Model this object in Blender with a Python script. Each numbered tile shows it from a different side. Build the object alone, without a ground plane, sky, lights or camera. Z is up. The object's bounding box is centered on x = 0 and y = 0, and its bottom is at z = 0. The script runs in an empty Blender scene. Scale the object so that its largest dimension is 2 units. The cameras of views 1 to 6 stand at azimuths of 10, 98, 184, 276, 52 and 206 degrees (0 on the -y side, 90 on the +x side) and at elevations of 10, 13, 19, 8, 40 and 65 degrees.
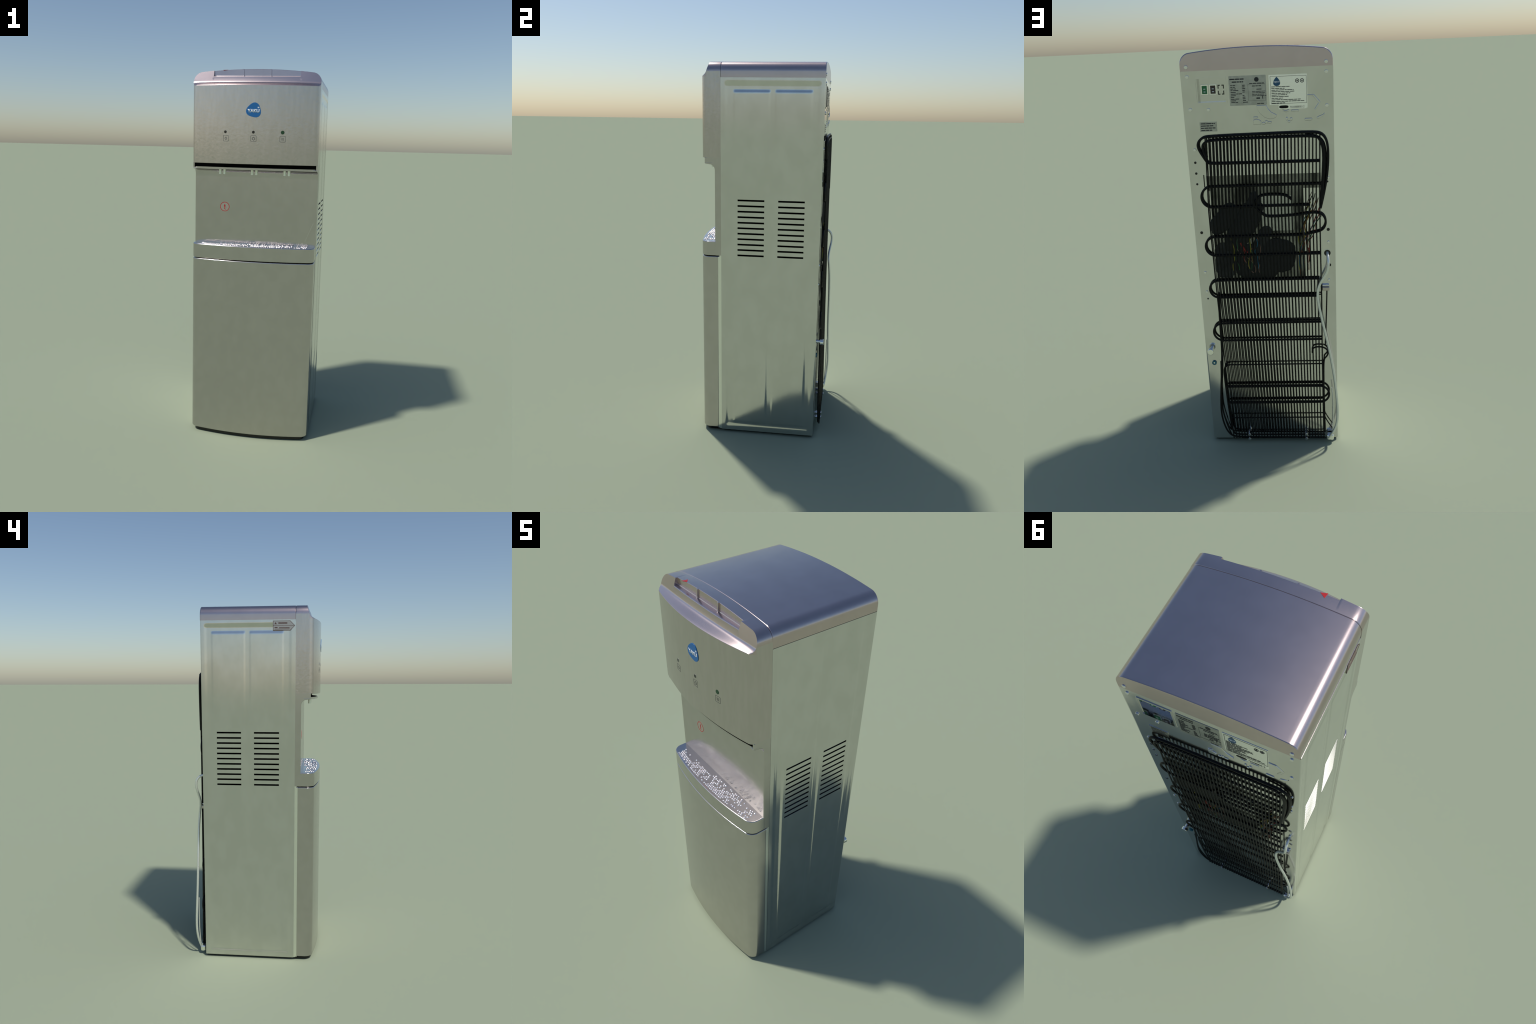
"""Free-standing silver water dispenser with a wire condenser on its back."""
import bpy, bmesh, math, random
from mathutils import Vector, noise

rnd = random.Random(7)

# ------------------------------------------------------------------ sizes (m)
XH = 0.333            # half width
Y_SEAM = -0.215       # where the cabinet ends and the front begins
Y_BACK = 0.296


def back_y(z):
    """The back leans: it stands further out towards the top."""
    return 0.2935 + 0.0085 * z / 1.9


Z_LID = 1.907         # lower edge of the lid
Z_TRAY = 1.0056       # gap between tray and door
X0 = 0.004            # the cabinet stands a little to the right of the cable


def head_front(x):
    return -0.3495 + x * x / 2.62


def door_front(x):
    return -0.3525 + x * x / 2.9


# ------------------------------------------------------------------ materials
def material(name, color, metallic=0.0, rough=0.5, bump=None, vary=None, rough_vary=None,
             coat=0.0, spec=0.5):
    """bump: list of (scale xyz, strength, distance); vary: (scale xyz, dark colour, lo, hi)."""
    m = bpy.data.materials.new(name)
    m.use_nodes = True
    nt = m.node_tree
    b = nt.nodes["Principled BSDF"]
    b.inputs["Base Color"].default_value = (*color, 1)
    b.inputs["Metallic"].default_value = metallic
    b.inputs["Roughness"].default_value = rough
    b.inputs["Specular IOR Level"].default_value = spec
    b.inputs["Coat Weight"].default_value = coat
    tc = nt.nodes.new("ShaderNodeTexCoord")

    def tex(scale, detail=3.0):
        mp = nt.nodes.new("ShaderNodeMapping")
        mp.inputs["Scale"].default_value = scale
        nt.links.new(tc.outputs["Object"], mp.inputs["Vector"])
        n = nt.nodes.new("ShaderNodeTexNoise")
        n.inputs["Scale"].default_value = 1.0
        n.inputs["Detail"].default_value = detail
        nt.links.new(mp.outputs["Vector"], n.inputs["Vector"])
        return n.outputs["Fac"]

    if vary:
        sc, dark, lo, hi = vary
        ramp = nt.nodes.new("ShaderNodeValToRGB")
        ramp.color_ramp.elements[0].position = lo
        ramp.color_ramp.elements[0].color = (*dark, 1)
        ramp.color_ramp.elements[1].position = hi
        ramp.color_ramp.elements[1].color = (*color, 1)
        nt.links.new(tex(sc, 4.0), ramp.inputs["Fac"])
        nt.links.new(ramp.outputs["Color"], b.inputs["Base Color"])
    if rough_vary:
        sc, lo, hi = rough_vary
        mr = nt.nodes.new("ShaderNodeMapRange")
        mr.inputs["From Min"].default_value = 0.3
        mr.inputs["From Max"].default_value = 0.7
        mr.inputs["To Min"].default_value = lo
        mr.inputs["To Max"].default_value = hi
        nt.links.new(tex(sc), mr.inputs["Value"])
        nt.links.new(mr.outputs["Result"], b.inputs["Roughness"])
    last = None
    for sc, strength, dist in (bump or []):
        bp = nt.nodes.new("ShaderNodeBump")
        bp.inputs["Strength"].default_value = strength
        bp.inputs["Distance"].default_value = dist
        nt.links.new(tex(sc), bp.inputs["Height"])
        if last:
            nt.links.new(last, bp.inputs["Normal"])
        last = bp.outputs["Normal"]
    if last:
        nt.links.new(last, b.inputs["Normal"])
    return m


STEEL = material("brushed_steel_sheet", (0.665, 0.665, 0.65), 1.0, 0.13,
                 bump=[((4, 4, 2.0), 0.25, 0.004), ((60, 60, 30), 0.05, 0.001)],
                 vary=((14, 14, 8), (0.635, 0.635, 0.615), 0.42, 0.62))
SILVER = material("silver_plastic", (0.540, 0.518, 0.503), 1.0, 0.17,
                  bump=[((300, 300, 300), 0.05, 0.0006)],
                  vary=((22, 22, 16), (0.516, 0.495, 0.478), 0.40, 0.64))
PANEL = material("streaked_silver_plastic", (0.565, 0.525, 0.513), 1.0, 0.17,
                 bump=[((38, 38, 9), 0.22, 0.002), ((85, 85, 60), 0.20, 0.0012)],
                 vary=((60, 60, 10), (0.535, 0.50, 0.483), 0.40, 0.66))
LIDM = material("satin_lid_plastic", (0.58, 0.49, 0.485), 1.0, 0.23,
                bump=[((3, 3, 3), 0.15, 0.004), ((260, 260, 260), 0.06, 0.0006)],
                vary=((9, 9, 9), (0.55, 0.465, 0.46), 0.38, 0.66))
CHROME = material("bright_metal", (0.78, 0.78, 0.77), 1.0, 0.10)
PALE = material("pale_glossy_plastic", (0.90, 0.91, 0.86), 1.0, 0.16)
BLACK = material("black_painted_wire", (0.004, 0.004, 0.004), 0.0, 0.42, spec=0.18)
DARK = material("glossy_black", (0.004, 0.004, 0.004), 0.0, 0.16, spec=0.45)  # black for shade in louvres and for hole patches; also colours the base
GAP_SHADE = material("gap_shade_black", (0.003, 0.003, 0.003), 0.0, 0.6, spec=0.08)  # black that stands in for the shade in the tap gap
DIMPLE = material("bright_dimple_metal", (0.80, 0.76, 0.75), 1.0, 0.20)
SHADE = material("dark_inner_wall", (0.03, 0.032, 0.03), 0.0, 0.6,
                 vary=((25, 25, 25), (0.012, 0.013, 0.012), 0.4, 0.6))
INNER = material("grey_inner_sheet", (0.26, 0.265, 0.25), 1.0, 0.22,
                 vary=((14, 14, 6), (0.05, 0.052, 0.05), 0.4, 0.62))
FOAM = material("black_foam_sleeve", (0.008, 0.010, 0.009), 0.0, 0.6,
                bump=[((50, 50, 50), 0.4, 0.004)])
CABLE = material("pale_cable_sheath", (0.74, 0.76, 0.70), 0.6, 0.25)
BADGE = material("blue_badge_enamel", (0.018, 0.125, 0.34), 0.0, 0.35, spec=0.3)
WHITE = material("white_print", (0.80, 0.82, 0.84), 0.0, 0.5, spec=0.2)
INK = material("dark_grey_print", (0.035, 0.036, 0.036), 0.0, 0.55, spec=0.2)
FAINT = material("faint_grey_print", (0.10, 0.10, 0.092), 0.3, 0.4)
GREYLAB = material("silver_sticker", (0.42, 0.43, 0.42), 1.0, 0.25,
                   vary=((40, 40, 40), (0.36, 0.37, 0.36), 0.4, 0.6))
WHITELAB = material("white_sticker", (0.93, 0.94, 0.92), 1.0, 0.22)
TANLAB = material("tan_sticker", (0.52, 0.47, 0.44), 1.0, 0.3)
BROWNINK = material("brown_print", (0.10, 0.055, 0.05), 0.2, 0.4)
RED = material("red_print", (0.42, 0.012, 0.016), 0.0, 0.4)
GREEN = material("green_switch_plastic", (0.006, 0.16, 0.05), 0.0, 0.25)
BROWN = material("brown_switch_plastic", (0.035, 0.02, 0.018), 0.0, 0.25)
TEAL = material("teal_plastic", (0.01, 0.12, 0.17), 0.2, 0.3)
DROPBLUE = material("deep_blue_print", (0.006, 0.075, 0.16), 0.0, 0.35)
LEDM = material("dark_lens", (0.008, 0.007, 0.007), 0.0, 0.12)
LEDG = material("green_lens", (0.006, 0.05, 0.018), 0.0, 0.10)
TAPM = material("milky_tap_plastic", (0.86, 0.90, 0.78), 0.5, 0.3)
WIRES = [material("wire_sheath_" + n, c, 0.0, 0.4) for n, c in (
    ("yellow", (0.42, 0.36, 0.04)), ("red", (0.35, 0.03, 0.02)), ("blue", (0.02, 0.16, 0.25)),
    ("orange", (0.40, 0.14, 0.04)), ("copper", (0.30, 0.17, 0.12)), ("black", (0.01, 0.01, 0.01)),
    ("green", (0.04, 0.16, 0.06)))]

# ------------------------------------------------------------------ object helpers
root = bpy.data.objects.new("water_dispenser", None)
bpy.context.collection.objects.link(root)
root["label"] = "tall silver water dispenser with drip tray and black rear condenser"
root["category"] = "water dispenser"


def link(name, me, mats, parent=root, smooth=None):
    ob = bpy.data.objects.new(name, me)
    bpy.context.collection.objects.link(ob)
    ob.parent = parent
    for m in (mats if isinstance(mats, (list, tuple)) else [mats]):
        if me.materials.find(m.name) < 0:
            me.materials.append(m)
    if smooth is not None:
        me.polygons.foreach_set("use_smooth", [True] * len(me.polygons))
        if smooth < 180:
            me.set_sharp_from_angle(angle=math.radians(smooth))
    return ob


def mesh(name, verts, faces):
    me = bpy.data.meshes.new(name)
    me.from_pydata([tuple(v) for v in verts], [], faces)
    me.validate()
    me.update()
    bm = bmesh.new()
    bm.from_mesh(me)
    bmesh.ops.recalc_face_normals(bm, faces=bm.faces)
    bm.to_mesh(me)
    bm.free()
    return me


def bevel(ob, width, segments=3, angle=35):
    md = ob.modifiers.new("edge_round", "BEVEL")
    md.width = width
    md.segments = segments
    md.limit_method = 'ANGLE'
    md.angle_limit = math.radians(angle)
    md.harden_normals = True
    ob.data.polygons.foreach_set("use_smooth", [True] * len(ob.data.polygons))
    return ob


def extrude_outline(pts, to3, d0, d1):
    """pts: 2D loop; to3(u, v, d) -> 3D; solid between d0 and d1."""
    n = len(pts)
    v = [to3(p[0], p[1], d0) for p in pts] + [to3(p[0], p[1], d1) for p in pts]
    f = [list(range(n)), list(range(2 * n - 1, n - 1, -1))]
    f += [[i, (i + 1) % n, n + (i + 1) % n, n + i] for i in range(n)]
    return v, f


def prism_z(name, pts, z0, z1, mat, bw=0.0, parent=root, seg=3):
    v, f = extrude_outline(pts, lambda u, w, d: (u, w, d), z0, z1)
    ob = link(name, mesh(name, v, f), mat, parent)
    if bw:
        bevel(ob, bw, seg)
    return ob


def prism_x(name, pts, x0, x1, mat, bw=0.0, parent=root):
    v, f = extrude_outline(pts, lambda u, w, d: (d, u, w), x0, x1)
    ob = link(name, mesh(name, v, f), mat, parent)
    if bw:
        bevel(ob, bw, 3, 50)
    return ob


def box(name, x0, x1, y0, y1, z0, z1, mat, bw=0.0, parent=root):
    return prism_z(name, [(x0, y0), (x1, y0), (x1, y1), (x0, y1)], z0, z1, mat, bw, parent)


def plan(front, xh, yb, rc, n=48):
    """Plan outline: straight back at yb, bowed front, corners rounded by rc."""
    out = [(xh, yb)]
    for i in range(13):
        a = i / 12 * math.pi / 2
        x = xh - rc + rc * math.cos(a)
        out.append((x, front(x) + rc - rc * math.sin(a)))
    for i in range(1, n):
        x = (xh - rc) * (1 - 2 * i / n)
        out.append((x, front(x)))
    for i in range(12, -1, -1):
        a = i / 12 * math.pi / 2
        x = xh - rc + rc * math.cos(a)
        out.append((-x, front(x) + rc - rc * math.sin(a)))
    out.append((-xh, yb))
    return out


def cut_front(front, xh, rc):
    def f(x):
        x = min(abs(x), xh)
        t = max(0.0, x - (xh - rc))
        return front(x) + rc - math.sqrt(max(rc * rc - t * t, 0))
    return f


def tube(name, pts, r, mat, parent=root, cyclic=False, kind="NURBS", res=3, order=4):
    """Round bar along control points (converted to a mesh)."""
    cu = bpy.data.curves.new(name, 'CURVE')
    cu.dimensions = '3D'
    cu.bevel_depth = r
    cu.bevel_resolution = res
    cu.use_fill_caps = True
    sp = cu.splines.new('NURBS' if kind == "NURBS" else 'POLY')
    sp.points.add(len(pts) - 1)
    for p, q in zip(sp.points, pts):
        p.co = (*q, 1)
    sp.use_cyclic_u = cyclic
    if kind == "NURBS":
        sp.order_u = min(order, len(pts))
        sp.use_endpoint_u = not cyclic
        sp.resolution_u = 6
    tmp = bpy.data.objects.new("tmp", cu)
    bpy.context.collection.objects.link(tmp)
    dg = bpy.context.evaluated_depsgraph_get()
    me = bpy.data.meshes.new_from_object(tmp.evaluated_get(dg))
    me.name = name
    bpy.data.objects.remove(tmp)
    bpy.data.curves.remove(cu)
    me.materials.clear()
    return link(name, me, mat, parent, 180 if kind == "NURBS" else 60)


def join_stuff(name, objs, parent=root):
    """Merge pieces too small to pick singly into one part."""
    bm = bmesh.new()
    mats = []
    for o in objs:
        off = {}
        for i, m in enumerate(o.data.materials):
            if m not in mats:
                mats.append(m)
            off[i] = mats.index(m)
        n0 = len(bm.faces)
        bm.from_mesh(o.data)
        bm.faces.ensure_lookup_table()
        for fc in bm.faces[n0:]:
            fc.material_index = off.get(fc.material_index, 0)
    me = bpy.data.meshes.new(name)
    bm.to_mesh(me)
    bm.free()
    for o in objs:
        bpy.data.objects.remove(o)
    ob = link(name, me, mats, parent)
    ob["kind"] = "stuff"
    return ob


# surfaces on which flat marks sit: (u, v, height above the surface) -> 3D
def shift(ob):
    for q in ob.data.vertices:
        q.co.x += X0
    return ob


def on_back(off=0.0):
    return lambda u, v, d: (u, back_y(v) + off + d, v)


def on_head(u, v, d):
    return (u, head_front(u - X0) - d, v)


def on_splash(u, v, d):
    return (u, -0.247 - d, v)


def on_left_side(u, v, d):
    return (X0 - XH - d, u, v)


def plate(name, pts, surf, h, mat, parent=root, base=-0.0015, bw=0.0):
    v, f = extrude_outline(pts, surf, base, h)
    ob = link(name, mesh(name, v, f), mat, parent)
    if bw:
        bevel(ob, bw, 2, 40)
    return ob


def rect(u0, u1, v0, v1):
    return [(u0, v0), (u1, v0), (u1, v1), (u0, v1)]


def round_rect(u0, u1, v0, v1, r, n=5):
    out = []
    for cx, cy, a0 in ((u1 - r, v1 - r, 0), (u0 + r, v1 - r, 90), (u0 + r, v0 + r, 180), (u1 - r, v0 + r, 270)):
        for i in range(n + 1):
            a = math.radians(a0 + 90 * i / n)
            out.append((cx + r * math.cos(a), cy + r * math.sin(a)))
    return out


def disc(u, v, r, n=24, ry=None):
    ry = ry or r
    return [(u + r * math.cos(2 * math.pi * i / n), v + ry * math.sin(2 * math.pi * i / n)) for i in range(n)]


def ring(name, outer, inner, surf, h, mat, parent=root):
    """Flat frame between two loops with the same number of points."""
    n = len(outer)
    v = []
    for d in (-0.001, h):
        v += [surf(p[0], p[1], d) for p in outer] + [surf(p[0], p[1], d) for p in inner]
    f = []
    for i in range(n):
        j = (i + 1) % n
        f += [[i, j, 2 * n + j, 2 * n + i], [n + i, n + j, 3 * n + j, 3 * n + i],
              [2 * n + i, 2 * n + j, 3 * n + j, 3 * n + i], [i, j, n + j, n + i]]
    return link(name, mesh(name, v, f), mat, parent)


def shrink(pts, k):
    cu = sum(p[0] for p in pts) / len(pts)
    cv = sum(p[1] for p in pts) / len(pts)
    return [(cu + (p[0] - cu) * k, cv + (p[1] - cv) * k) for p in pts]


def inset_rect_pair(u0, u1, v0, v1, r, w):
    return round_rect(u0, u1, v0, v1, r), round_rect(u0 + w, u1 - w, v0 + w, v1 - w, max(r - w, 0.0004))


def text(name, body, u, v, width, height, surf, h, mat, parent=root, mirror=False, bold=0.0):
    cu = bpy.data.curves.new(name, 'FONT')
    cu.body = body
    cu.offset = bold
    cu.align_x = 'CENTER'
    cu.align_y = 'CENTER'
    tmp = bpy.data.objects.new("tmp", cu)
    bpy.context.collection.objects.link(tmp)
    dg = bpy.context.evaluated_depsgraph_get()
    me = bpy.data.meshes.new_from_object(tmp.evaluated_get(dg))
    bpy.data.objects.remove(tmp)
    bpy.data.curves.remove(cu)
    me.name = name
    me.materials.clear()
    xs = [q.co.x for q in me.vertices]
    ys = [q.co.y for q in me.vertices]
    sx, sy = width / (max(xs) - min(xs)), height / (max(ys) - min(ys))
    mx, my = (max(xs) + min(xs)) / 2, (max(ys) + min(ys)) / 2
    bm = bmesh.new()
    bm.from_mesh(me)
    res = bmesh.ops.extrude_face_region(bm, geom=bm.faces[:])
    top = {e for e in res["geom"] if isinstance(e, bmesh.types.BMVert)}
    sgn = -1 if mirror else 1
    for q in bm.verts:
        q.co = surf(u + sgn * (q.co.x - mx) * sx, v + (q.co.y - my) * sy, h if q in top else 0.0)
    bmesh.ops.recalc_face_normals(bm, faces=bm.faces)
    bm.to_mesh(me)
    bm.free()
    return link(name, me, mat, parent)


def smoothstep(a, b, x):
    t = min(1.0, max(0.0, (x - a) / (b - a)))
    return t * t * (3 - 2 * t)


def in_rect(y, z, y0, y1, z0, z1, w):
    return (smoothstep(y0, y0 + w, y) * (1 - smoothstep(y1 - w, y1, y)) *
            smoothstep(z0, z0 + w, z) * (1 - smoothstep(z1 - w, z1, z)))


# ------------------------------------------------------------------ cabinet: side panels
cabinet = bpy.data.objects.new("cabinet", None)
bpy.context.collection.objects.link(cabinet)
cabinet.parent = root

COLS = ((-0.1285, 0.0100), (0.0810, 0.2160))      # louvre columns (y range)
SLOT_H = 0.0092
SLOTS = [1.3020 - i * 0.02885 for i in range(11)]


def side_depth(y, z):
    """How far the pressed sheet sits behind the outer plane."""
    d = 0.0034 * in_rect(y, z, -0.196, 0.278, 0.034, 1.889, 0.018)
    d -= 0.0024 * in_rect(y, z, -0.152, 0.035, 0.058, 1.847, 0.009)
    d -= 0.0024 * in_rect(y, z, 0.056, 0.241, 0.058, 1.847, 0.009)
    edge = in_rect(y, z, Y_SEAM, Y_BACK, 0.012, Z_LID, 0.05)
    d += 0.0012 * edge * noise.noise(Vector((y * 5.0, 3.1, z * 2.2)))
    return d


def lines(a, b, step, extra):
    n = max(1, round((b - a) / step))
    vals = [a + (b - a) * i / n for i in range(n + 1)]
    vals = [v for v in vals if all(abs(v - e) > step * 0.3 for e in extra)] + list(extra)
    return sorted(vals)


def side_panel(sign):
    ex_y = [c for col in COLS for c in col]
    ex_z = [z + s * SLOT_H / 2 for z in SLOTS for s in (-1, 1)]
    ys = lines(Y_SEAM, Y_BACK - 0.004, 0.004, ex_y)
    zs = lines(0.012, Z_LID - 0.0002, 0.006, ex_z)
    verts, faces = [], []
    for z in zs:
        for y in ys:
            verts.append((sign * (XH - side_depth(y, z)), y + (back_y(z) - Y_BACK) * smoothstep(0.2, Y_BACK - 0.004, y), z))
    ny = len(ys)

    def hole_spot(y, z):
        return any(a < y < b for a, b in COLS) and any(abs(z - s) < SLOT_H / 2 for s in SLOTS)
    for j in range(len(zs) - 1):
        for i in range(ny - 1):
            if not hole_spot((ys[i] + ys[i + 1]) / 2, (zs[j] + zs[j + 1]) / 2):
                faces.append([j * ny + i, j * ny + i + 1, (j + 1) * ny + i + 1, (j + 1) * ny + i])
    # folded rear edge
    b = len(verts)
    for z in zs:
        verts.append((sign * (XH - 0.0012), back_y(z) - 0.001, z))
        verts.append((sign * (XH - 0.006), back_y(z), z))
    for j in range(len(zs) - 1):
        faces.append([j * ny + ny - 1, b + 2 * j, b + 2 * j + 2, (j + 1) * ny + ny - 1])
        faces.append([b + 2 * j, b + 2 * j + 1, b + 2 * j + 3, b + 2 * j + 2])
    me = bpy.data.meshes.new("side_panel")
    me.from_pydata(verts, [], faces if sign > 0 else [f[::-1] for f in faces])
    me.update()
    return shift(link("side_panel", me, STEEL, cabinet, 40))


def louver_mesh(sign, y0, y1, lip):
    """Pocket behind one slot: a ramp that rises inwards, dark beyond its lip."""
    zl, zh = -SLOT_H / 2, SLOT_H / 2
    prof = [(0.0, zl), (lip, zl + lip * 0.36), (0.0125, zl + 0.0045), (0.0128, zl - 0.006), (0.048, zl - 0.006), (0.048, zh), (0.0, zh)]
    v = [(-sign * d, y0, z) for d, z in prof] + [(-sign * d, y1, z) for d, z in prof]
    n = len(prof)
    f = [[i, i + 1, n + i + 1, n + i] for i in range(n - 1)]
    f += [list(range(n)), list(range(2 * n - 1, n - 1, -1))]
    me = bpy.data.meshes.new("louver")
    me.from_pydata(v, [], f)
    me.update()
    me.materials.append(STEEL)
    me.materials.append(DARK)  # black puts the shade inside the slot into the colour
    for p in me.polygons:
        p.material_index = 0 if p.index == 0 else 1
    return me


for sign in (1, -1):
    sp = side_panel(sign)
    for y0, y1 in COLS:
        kinds = [louver_mesh(sign, y0 - 0.0002, y1 + 0.0002, lip) for lip in (0.003, 0.006, 0.011)]
        for z in SLOTS:
            me = rnd.choice(kinds + kinds[:2])
            ob = link("louver", me, [STEEL, DARK], sp)
            ob.location = (X0 + sign * (XH - 0.0011), 0, z)

# base plate and floor
shift(box("base_plate", -0.322, 0.322, -0.205, 0.288, 0.0, 0.030, DARK, 0.004, cabinet))
shift(prism_z("base_skirt", plan(lambda x: door_front(x) + 0.014, 0.316, -0.207, 0.03), 0.0, 0.024, DARK, 0.003, cabinet))

# ------------------------------------------------------------------ cabinet: back panel
SHEET_RECT = (-0.262, 0.252, 0.060, 1.606)       # area of the raised sheet behind the condenser, not cut open
Y_SHEET = 0.3005                            # sheet just behind the grille
SWITCH = (0.143, 0.266, 1.773, 1.873)      # recessed switch window


def back_panel():
    exx = [SWITCH[0], SWITCH[1]]
    exz = [SWITCH[2], SWITCH[3]]
    xs = lines(X0 - XH + 0.006, X0 + XH - 0.006, 0.012, exx)
    zs = lines(0.010, Z_LID, 0.012, exz)
    nx = len(xs)
    v, f = [], []
    for z in zs:
        for x in xs:
            e = smoothstep(0, 0.05, XH - abs(x - X0)) * smoothstep(0, .05, z) * smoothstep(0, .05, Z_LID - z)
            v.append((x, back_y(z) + 0.0010 * e * noise.noise(Vector((x * 5, 9.0, z * 4))), z))

    def inside(x, z, h):
        return h[0] < x < h[1] and h[2] < z < h[3]
    for j in range(len(zs) - 1):
        for i in range(nx - 1):
            cx, cz = (xs[i] + xs[i + 1]) / 2, (zs[j] + zs[j + 1]) / 2
            if not inside(cx, cz, SWITCH):
                f.append([j * nx + i, (j + 1) * nx + i, (j + 1) * nx + i + 1, j * nx + i + 1])
    me = bpy.data.meshes.new("back_panel")
    me.from_pydata(v, [], f)
    me.update()
    return link("back_panel", me, STEEL, cabinet, 40)


back = back_panel()


def cavity(name, h, depth, wall, rear, parent):
    x0, x1, z0, z1 = h
    y1, y0 = back_y(z1) + 0.0006, Y_BACK - depth
    v = [(x0, y1, z0), (x1, y1, z0), (x1, y1, z1), (x0, y1, z1), (x0, y0, z0), (x1, y0, z0), (x1, y0, z1), (x0, y0, z1)]
    f = [[4, 5, 6, 7], [0, 1, 5, 4], [1, 2, 6, 5], [2, 3, 7, 6], [3, 0, 4, 7]]
    me = bpy.data.meshes.new(name)
    me.from_pydata(v, [], f)
    me.update()
    me.materials.append(wall)
    me.materials.append(rear)
    me.polygons[0].material_index = 1
    return link(name, me, [wall, rear], parent)


rear_sheet = plate("rear_sheet", rect(*SHEET_RECT), lambda u, v, d: (u, back_y(v) + d, v), 0.0025, STEEL, cabinet, bw=0.001)
plate("tank_housing", rect(-0.185, 0.246, 0.925, 1.380), lambda u, v, d: (u, back_y(v) + d, v), 0.0034, INNER, rear_sheet)
cavity("switch_recess", SWITCH, 0.022, STEEL, STEEL, back)

# ------------------------------------------------------------------ lid
def crown(x):
    """Height of the arched top, with rounded shoulders."""
    x = min(abs(x), XH)
    r = 0.042
    z = 2.0 - 0.20 * x * x
    t = max(0.0, x - (XH - r))
    return z - (r - math.sqrt(max(r * r - t * t, 0.0)))


def lid_section(drop=0.0, z_low=Z_LID, grow=0.0):
    pts = [(XH + grow, z_low)]
    r = 0.042
    for i in range(15):
        a = i / 14 * math.pi / 2
        x = XH - r + r * math.cos(a)
        pts.append((x + (grow if i < 14 else 0), crown(x) - drop))
    for i in range(1, 60):
        x = (XH - r) * (1 - i / 30)
        pts.append((x, crown(x) - drop))
    for i in range(14, -1, -1):
        a = i / 14 * math.pi / 2
        x = XH - r + r * math.cos(a)
        pts.append((-x - (grow if i < 14 else 0), crown(x) - drop))
    pts.append((-XH - grow, z_low))
    return pts


def lid():
    sec = lid_section()
    n = len(sec)
    stations = [(Y_SEAM + 0.0004, 0.997, 0.002), (Y_SEAM + 0.0012, 0.9988, 0.0008), (Y_SEAM + 0.0026, 1.0, 0.0)]
    stations += [(Y_SEAM + 0.02 + (0.30 - Y_SEAM - 0.03) * i / 10, 1.0, 0.0) for i in range(11)]
    stations += [(0.2985, 1.0, 0.0), (0.3012, 0.998, 0.0012), (0.3025, 0.994, 0.004)]
    v, f = [], []
    for y, k, d in stations:
        for x, z in sec:
            v.append((x * k, y, z - d if z > Z_LID + 0.001 else z))
    m = len(stations)
    for s in range(m - 1):
        for i in range(n):
            f.append([s * n + i, s * n + (i + 1) % n, (s + 1) * n + (i + 1) % n, (s + 1) * n + i])
    f += [list(range(n)), list(range((m - 1) * n, m * n))]
    return shift(link("lid", mesh("lid", [(x * 0.9965, y, z) for x, y, z in v], f), LIDM, root, 14))


lid_ob = lid()
# thin lip where the lid meets the sheet metal
for s in (1, -1):
    box("lid_rim", X0 + min(s * 0.3332, s * 0.3290), X0 + max(s * 0.3332, s * 0.3290), Y_SEAM + 0.003, 0.296,
        Z_LID - 0.0040, Z_LID - 0.0008, STEEL, 0, lid_ob)

# ------------------------------------------------------------------ front: head
head = bpy.data.objects.new("dispenser_head", None)
bpy.context.collection.objects.link(head)
head.parent = root
HR = 0.020
head_cut = cut_front(head_front, XH, HR)
GRIP = 0.2265                               # half length of the finger grip
RIBS = (-0.072, 0.072)


Z_EDGE = 1.9135                             # front edge of the ledge under the brow


def brow_curve(x):
    """Brow section (y, z): steep face, then a concave sweep out to the panel's front edge."""
    yf = head_front(x)
    ytop = -0.2800 + x * x / 8
    pts = [(ytop - (1.998 - z) / 2.9, z) for z in (1.999, 1.991, 1.982, 1.974, 1.966, 1.957, 1.947, 1.9375)]
    y0, z0 = pts[-1]
    span = abs(yf + 0.002 - y0)
    p = min(14.0, max(1.6, 8.0 * span / (z0 - Z_EDGE)))
    for i in range(1, 13):
        a = (i / 12) ** 2.2
        pts.append((y0 + (yf + 0.002 - y0) * a, Z_EDGE + 0.0008 + (z0 - Z_EDGE - 0.0008) * ((1 - a) ** p * 0.30 + (1 - a) * 0.70)))
    pts += [(yf + 0.0006, Z_EDGE + 0.0001), (yf, Z_EDGE - 0.0008), (yf, Z_EDGE - 0.003)]
    return pts


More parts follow.
